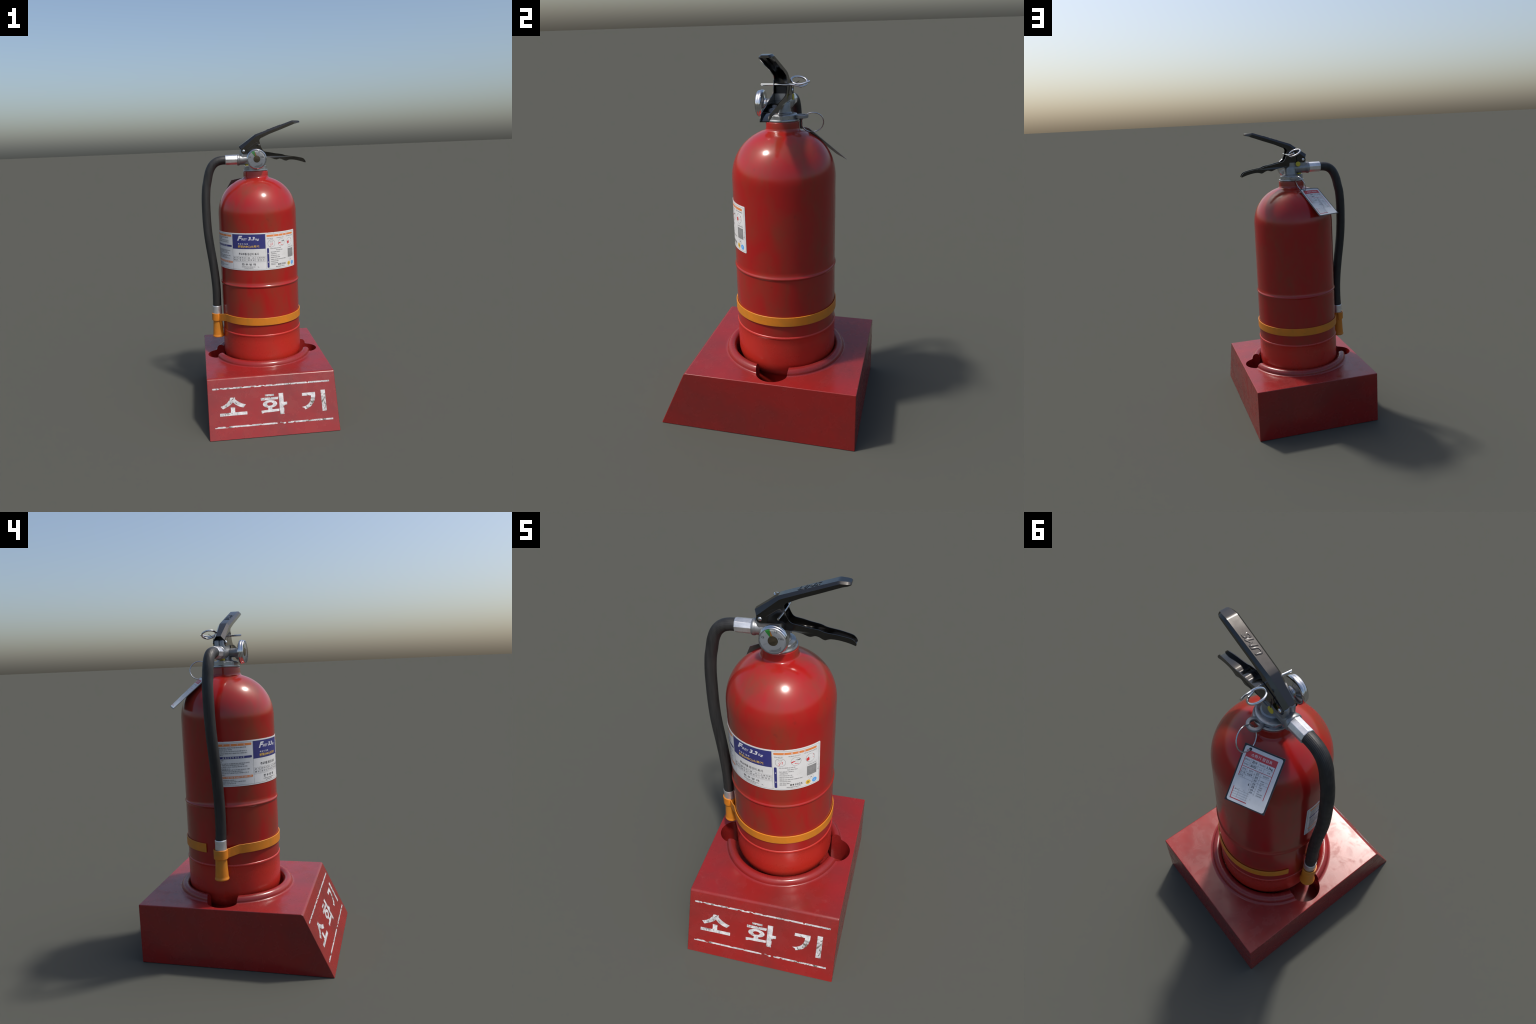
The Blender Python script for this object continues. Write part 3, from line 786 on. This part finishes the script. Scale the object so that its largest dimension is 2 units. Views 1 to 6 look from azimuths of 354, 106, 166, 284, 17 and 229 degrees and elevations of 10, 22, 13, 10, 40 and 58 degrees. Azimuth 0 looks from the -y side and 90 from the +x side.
# ---- upper lever : loft of a five-sided channel
def build_upper():
    # per station: top (x, z, half width), shoulder (x, z, half width), lower edge (x, z, half width)
    st = [((-.1075, 1.8390, .0145), (-.0965, 1.8165, .0325), (-.0920, 1.7960, .0325)),
          ((-.0500, 1.8768, .0172), (-.0420, 1.8600, .0325), (-.0480, 1.8180, .0325)),
          ((.0000, 1.9120, .0205), (.0080, 1.8990, .0328), (.0050, 1.8450, .0328)),
          ((.0060, 1.9150, .0208), (.0150, 1.9025, .0328), (.0200, 1.8500, .0328)),
          ((.0300, 1.9230, .0212), (.0360, 1.9105, .0330), (.0315, 1.8640, .0330)),
          ((.0340, 1.9243, .0213), (.0400, 1.9118, .0330), (.0325, 1.8760, .0330)),
          ((.0400, 1.9263, .0214), (.0460, 1.9138, .0330), (.0400, 1.8865, .0330)),
          ((.0550, 1.9313, .0216), (.0600, 1.9190, .0331), (.0560, 1.8935, .0331)),
          ((.1000, 1.9463, .0222), (.1050, 1.9345, .0333), (.1020, 1.9135, .0333)),
          ((.1800, 1.9728, .0232), (.1850, 1.9620, .0336), (.1850, 1.9425, .0336)),
          ((.2560, 1.9978, .0240), (.2600, 1.9875, .0338), (.2660, 1.9720, .0338)),
          ((.2645, 2.0000, .0240), (.2670, 1.9905, .0338), (.2760, 1.9760, .0338)),
          ((.2720, 1.9998, .0238), (.2750, 1.9905, .0336), (.2860, 1.9788, .0336)),
          ((.2960, 1.9985, .0225), (.2980, 1.9895, .0318), (.3020, 1.9815, .0318)),
          ((.3100, 1.9970, .0195), (.3110, 1.9885, .0275), (.3110, 1.9838, .0275)),
          ((.3160, 1.9950, .0150), (.3165, 1.9885, .0215), (.3165, 1.9855, .0215))]
    bm = bmesh.new(); prev = None; t = .0038
    for (tx, tz, tw), (bx, bz, bw), (ex, ez, ew) in st:
        out = [(ex, -ew, ez), (bx, -bw, bz), (tx, -tw, tz), (tx, tw, tz), (bx, bw, bz), (ex, ew, ez)]
        inn = [(ex, -ew + t, ez), (bx, -bw + t, bz - .001), (tx, -tw + t * .3, tz - t), (tx, tw - t * .3, tz - t), (bx, bw - t, bz - .001), (ex, ew - t, ez)]
        cur = [bm.verts.new((x, AY + y, z)) for x, y, z in out] + [bm.verts.new((x, AY + y, z)) for x, y, z in inn[::-1]]
        if prev:
            for k in range(12):
                j = (k + 1) % 12
                bm.faces.new((prev[k], cur[k], cur[j], prev[j]))
        else:
            for k in range(5):
                bm.faces.new((cur[k + 1], cur[k], cur[11 - k], cur[10 - k]))
        prev = cur
    bm.faces.new(prev[:6])
    bm.faces.new(prev[6:])
    o = finish(bm, "squeeze_lever", MAT_BLACK, ext, 24)
    bevel_mod(o, .0022, 3, 24)
    # raised letters on the flat top
    c = bpy.data.curves.new("raised_letters", "FONT")
    c.body, c.extrude, c.bevel_depth, c.bevel_resolution, c.shear, c.resolution_u, c.offset = "UMS", .03, .03, 3, .25, 4, .0
    tmp = bpy.data.objects.new("raised_letters", c); COLL.objects.link(tmp)
    me = new_mesh_from(tmp); bpy.data.objects.remove(tmp); bpy.data.curves.remove(c)
    xs = [v.co.x for v in me.vertices]; ys = [v.co.y for v in me.vertices]
    x0, x1, y0, y1 = min(xs), max(xs), min(ys), max(ys)
    d = Vector((.2645 - .006, 0, 2.0 - 1.915)).normalized(); nrm = Vector((-d.z, 0, d.x))
    org = Vector((.0060, AY, 1.9150))
    for v in me.vertices:
        a = .085 + (v.co.x - x0) / (x1 - x0) * .107
        b = -.0170 + (v.co.y - y0) / (y1 - y0) * .034
        v.co = org + d * a + Vector((0, b, 0)) + nrm * (v.co.z * .036 + .0002)
    me.materials.append(MAT_BLACK)
    bm = bmesh.new(); bm.from_mesh(me); bmesh.ops.remove_doubles(bm, verts=bm.verts[:], dist=1e-6); bmesh.ops.recalc_face_normals(bm, faces=bm.faces[:]); bm.to_mesh(me); bm.free()
    me.polygons.foreach_set("use_smooth", [True] * len(me.polygons)); me.set_sharp_from_angle(angle=rad(40))
    link("raised_letters", me, o)
    return o
upper = build_upper()

# ---- rivet through both levers
bm = bmesh.new()
for s in (-1, 1):
    lathe(bm, [(0, .0350), (.0100, .0350), (.0102, .0362), (.0095, .0385), (.0070, .0405), (.0035, .0415), (0, .0418)], (-.0795, AY, 1.8045), axis=(0, s, 0), seg=28)
lathe(bm, [(0, -.035), (.0055, -.035), (.0055, .035), (0, .035)], (-.0795, AY, 1.8045), axis=(0, 1, 0), seg=16)
finish(bm, "pivot_rivet", MAT_CHROME, ext, 50)

# ---- safety pin with its pull ring
def build_pin():
    ex = Vector((-.908, 0, .419)); ey = Vector((.427, .199, .882)).cross(ex).normalized()
    if ey.y < 0: ey = -ey
    R, c = .0405, Vector((-.0051, .1814, 1.8568))
    pts = [Vector((.0225, -.007, 1.8435)), Vector((.028, .040, 1.8440)), Vector((.0325, .100, 1.8440)), Vector((.0340, .140, 1.8440))]
    lift = ex.cross(ey).normalized()
    if lift.z < 0: lift = -lift
    start = c - ex * R
    pts += [Vector((.0335, .163, 1.8420))]
    ring = []
    for i in range(0, 73):
        t = rad(180 - i * 5)
        ring.append(c + R * (math.cos(t) * ex + math.sin(t) * ey) + lift * (.0105 * i / 72 - .005))
    tail = [ring[-1] + Vector((-.0020, .018, .0015)), ring[-1] + Vector((-.0080, .037, .0065)), ring[-1] + Vector((-.0175, .0565, .0135))]
    path = pts[:4] + spline([pts[3]] + [pts[4]] + ring[4::4] + tail, 160)[1:]
    bm = bmesh.new(); tube(bm, path, .0052, 14)
    finish(bm, "safety_pin", MAT_CHROME, ext, 60)
build_pin()

# ---- tamper seal: thread loop with a yellow disc
bm = bmesh.new()
tube(bm, spline([(-.0395, .1425, 1.790), (-.0405, .1430, 1.812), (-.0425, .1450, 1.832), (-.044, .152, 1.842), (-.034, .166, 1.850), (-.020, .178, 1.857)], 30), .0015, 8)
tube(bm, spline([(-.0395, .1415, 1.792), (-.0360, .1375, 1.806), (-.0350, .1345, 1.822), (-.0355, .1345, 1.834), (-.0400, .1400, 1.842)], 24), .0015, 8)
tube(bm, spline([(-.050, .0585, 1.818), (-.030, .0570, 1.832), (-.006, .0565, 1.850), (.012, .0570, 1.8590), (.020, .0575, 1.8520)], 24), .0015, 8)
seal = finish(bm, "seal_thread", MAT_WIREBLACK, ext, 60)
bm = bmesh.new()
lathe(bm, [(0, -.0025), (.0155, -.0025), (.0165, -.0015), (.0165, .0015), (.0155, .0025), (0, .0025)], (-.0390, .1420, 1.7775), axis=(0, 1, 0), seg=32)
finish(bm, "seal_disc", MAT_SEAL, seal, 40)

# ---- split ring and inspection tag
nrm = Vector((math.cos(.2447) * math.cos(-.4365), math.sin(.2447) * math.cos(-.4365), math.sin(-.4365)))
ra = nrm.cross(Vector((0, 0, 1))).normalized(); rb = nrm.cross(ra)
rc = Vector((-.019, .2453, 1.6537))
bm = bmesh.new()
tube(bm, [rc + .0562 * (math.cos(tau * k / 90) * ra + math.sin(tau * k / 90) * rb) + nrm * .0018 * math.sin(tau * k / 90) for k in range(90)], .0030, 12, closed=True)
finish(bm, "tag_ring", MAT_WIRE, ext, 60)

TL, TR, BL, BR = (Vector(p) for p in ((-.0105, .244, 1.6140), (-.1675, .1625, 1.6050), (-.0905, .4155, 1.4525), (-.2490, .335, 1.4490)))
tag_c = (TL + TR + BL + BR) / 4
TL, TR, BL, BR = (tag_c + (p - tag_c) * 1.006 for p in (TL, TR, BL, BR))
tag_n = ((TR - TL).cross(BL - TL)).normalized()
if tag_n.z < 0: tag_n = -tag_n
def tag_place(u, v, h=0.0):
    p = TL.lerp(TR, u).lerp(BL.lerp(BR, u), v)
    bow = .006 * math.sin(pi * u) * (1 - v)
    return p + tag_n * (h + .0006 + bow)
def build_tag():
    bm = bmesh.new(); N = 14
    g = [[[bm.verts.new(tag_place(i / N, j / N, h)) for j in range(N + 1)] for i in range(N + 1)] for h in (0.0, -.0022)]
    for i in range(N):
        for j in range(N):
            bm.faces.new((g[0][i][j], g[0][i + 1][j], g[0][i + 1][j + 1], g[0][i][j + 1]))
            bm.faces.new((g[1][i][j], g[1][i][j + 1], g[1][i + 1][j + 1], g[1][i + 1][j]))
    low = {v for row in g[1] for v in row}
    edge = [(i, 0) for i in range(N)] + [(N, j) for j in range(N)] + [(i, N) for i in range(N, 0, -1)] + [(0, j) for j in range(N, 0, -1)]
    for (a, b), (c, d) in zip(edge, edge[1:] + edge[:1]):
        bm.faces.new((g[0][a][b], g[1][a][b], g[1][c][d], g[0][c][d]))
    for f in bm.faces:
        if any(v in low for v in f.verts): f.material_index = 1
    tag = finish(bm, "inspection_tag", [MAT_TAGBACK, MAT_TAGREAR], ext, 40)
    P = Print(tag_place, tag, .00035)
    # white card with rounded corners, laminated inside the dark border
    u0, u1, v0, v1, ru, rv = .036, .962, .026, .980, .05, .036
    us = [u0 + ru * (1 - math.cos(k / 8 * pi / 2)) for k in range(9)]
    us = us + [u0 + ru + (u1 - u0 - 2 * ru) * k / 12 for k in range(1, 12)] + [u0 + u1 - u for u in us[::-1]]
    bm = P.bm(MAT_TAG, 1); prev = None
    for u in us:
        e = min(1, min(u - u0, u1 - u) / ru)
        d = rv * (1 - math.sqrt(max(0, 1 - (1 - e) ** 2)))
        cur = [bm.verts.new(tag_place(u, v0 + d + (v1 - v0 - 2 * d) * k / 14, .00035)) for k in range(15)]
        if prev:
            for k in range(14): bm.faces.new((prev[k], cur[k], cur[k + 1], prev[k + 1]))
        prev = cur
    R, K, G = INK_TAGRED, INK_BLACK, INK_LGREY
    def strip(mat, a, b, c, d, layer=2):
        nu = max(1, int((c - a) * 14)); nv = max(1, int((d - b) * 14))
        bm = P.bm(mat, layer)
        gg = [[bm.verts.new(tag_place(a + (c - a) * i / nu, b + (d - b) * j / nv, .00035 * layer)) for j in range(nv + 1)] for i in range(nu + 1)]
        for i in range(nu):
            for j in range(nv): bm.faces.new((gg[i][j], gg[i + 1][j], gg[i + 1][j + 1], gg[i][j + 1]))
    strip(R, .103, .085, .866, .200)
    strip(R, .103, .195, .120, .532); strip(R, .845, .195, .860, .780); strip(R, .103, .356, .85, .364)
    strip(R, .096, .726, .113, .934); strip(R, .096, .919, .509, .934)
    T = Print(lambda u, v, h: tag_place(u, 1 - v, h), tag, .00035)      # text runs with v up
    def word(mat, s, a, b, c, d, bold=.0):
        T.text(mat, s, a, 1 - d, c, 1 - b, layer=3, bold=bold)
    word(INK_WHITE, "소화기 점검표", .235, .116, .750, .168)
    for b in (.282, .425, .485, .545):
        strip(G, .12, b, .846, b + .003)
    for a, b, d in ((.275, .20, .356), (.47, .20, .356), (.625, .20, .356), (.262, .364, .545), (.455, .364, .72), (.60, .364, .77)):
        strip(G, a, b, a + .004, d)
    for k in range(4):
        strip(G, .455, .60 + k * .045, .60, .603 + k * .045)
    for k in range(4):
        strip(G, .113, .765 + k * .04, .50, .768 + k * .04)
    strip(G, .24, .735, .244, .90); strip(G, .47, .735, .474, .90)
    for s, a, b, c, d in (("품명규격", .13, .226, .25, .254), ("제조년월", .49, .226, .61, .254), ("관리번호", .13, .305, .25, .333), ("소 속", .51, .305, .58, .333), ("부장", .72, .305, .79, .333),
                          ("점검일", .14, .383, .24, .411), ("점검자", .31, .383, .41, .411), ("점검", .49, .372, .56, .395), ("결과", .49, .397, .56, .420), ("점검내역", .66, .383, .79, .411)):
        word(INK_GREY, s, a, b, c, d)
    for s, a, b, c, d in (("2019", .31, .222, .43, .265), ("841025", .305, .295, .445, .335), ("3.3kg", .66, .222, .815, .270), ("3 / 10", .13, .440, .24, .475), ("이상무", .29, .440, .42, .478),
                          ("양호", .49, .445, .565, .478), ("양호", .49, .500, .56, .532), ("양호", .49, .560, .56, .592), ("양호", .49, .610, .56, .645), ("양호", .49, .665, .555, .692), ("양호", .49, .71, .55, .735), ("6", .40, .595, .43, .635), ("4 / 2", .13, .50, .22, .53), ("5 / 1", .15, .745, .22, .765)):
        word(INK_BLACK if d - b > .034 else INK_GREY, s, a, b, c, d, .012)
    for k, s in enumerate(("안전핀", "충전압력", "호스", "약제상태", "본체외관", "부식", "지지장치상태", "설치위치확인")):
        word(INK_GREY, s, .655, .478 + k * .036, .655 + .022 * len(s), .500 + k * .036)
    hu, hv = .17, .066
    bm = T.bm(MAT_TAGBACK, 3); prev = None
    for i in range(21):
        a = tau * i / 20
        cur = [bm.verts.new(tag_place(hu + r * math.cos(a), hv + r * .75 * math.sin(a), .0012)) for r in (.001, .036)]
        if prev: bm.faces.new((prev[0], prev[1], cur[1], cur[0]))
        prev = cur
    P.done("tag_print"); T.done("tag_print")
build_tag()
TYPE_CURVE = TYPE.data
bpy.data.objects.remove(TYPE); bpy.data.curves.remove(TYPE_CURVE)
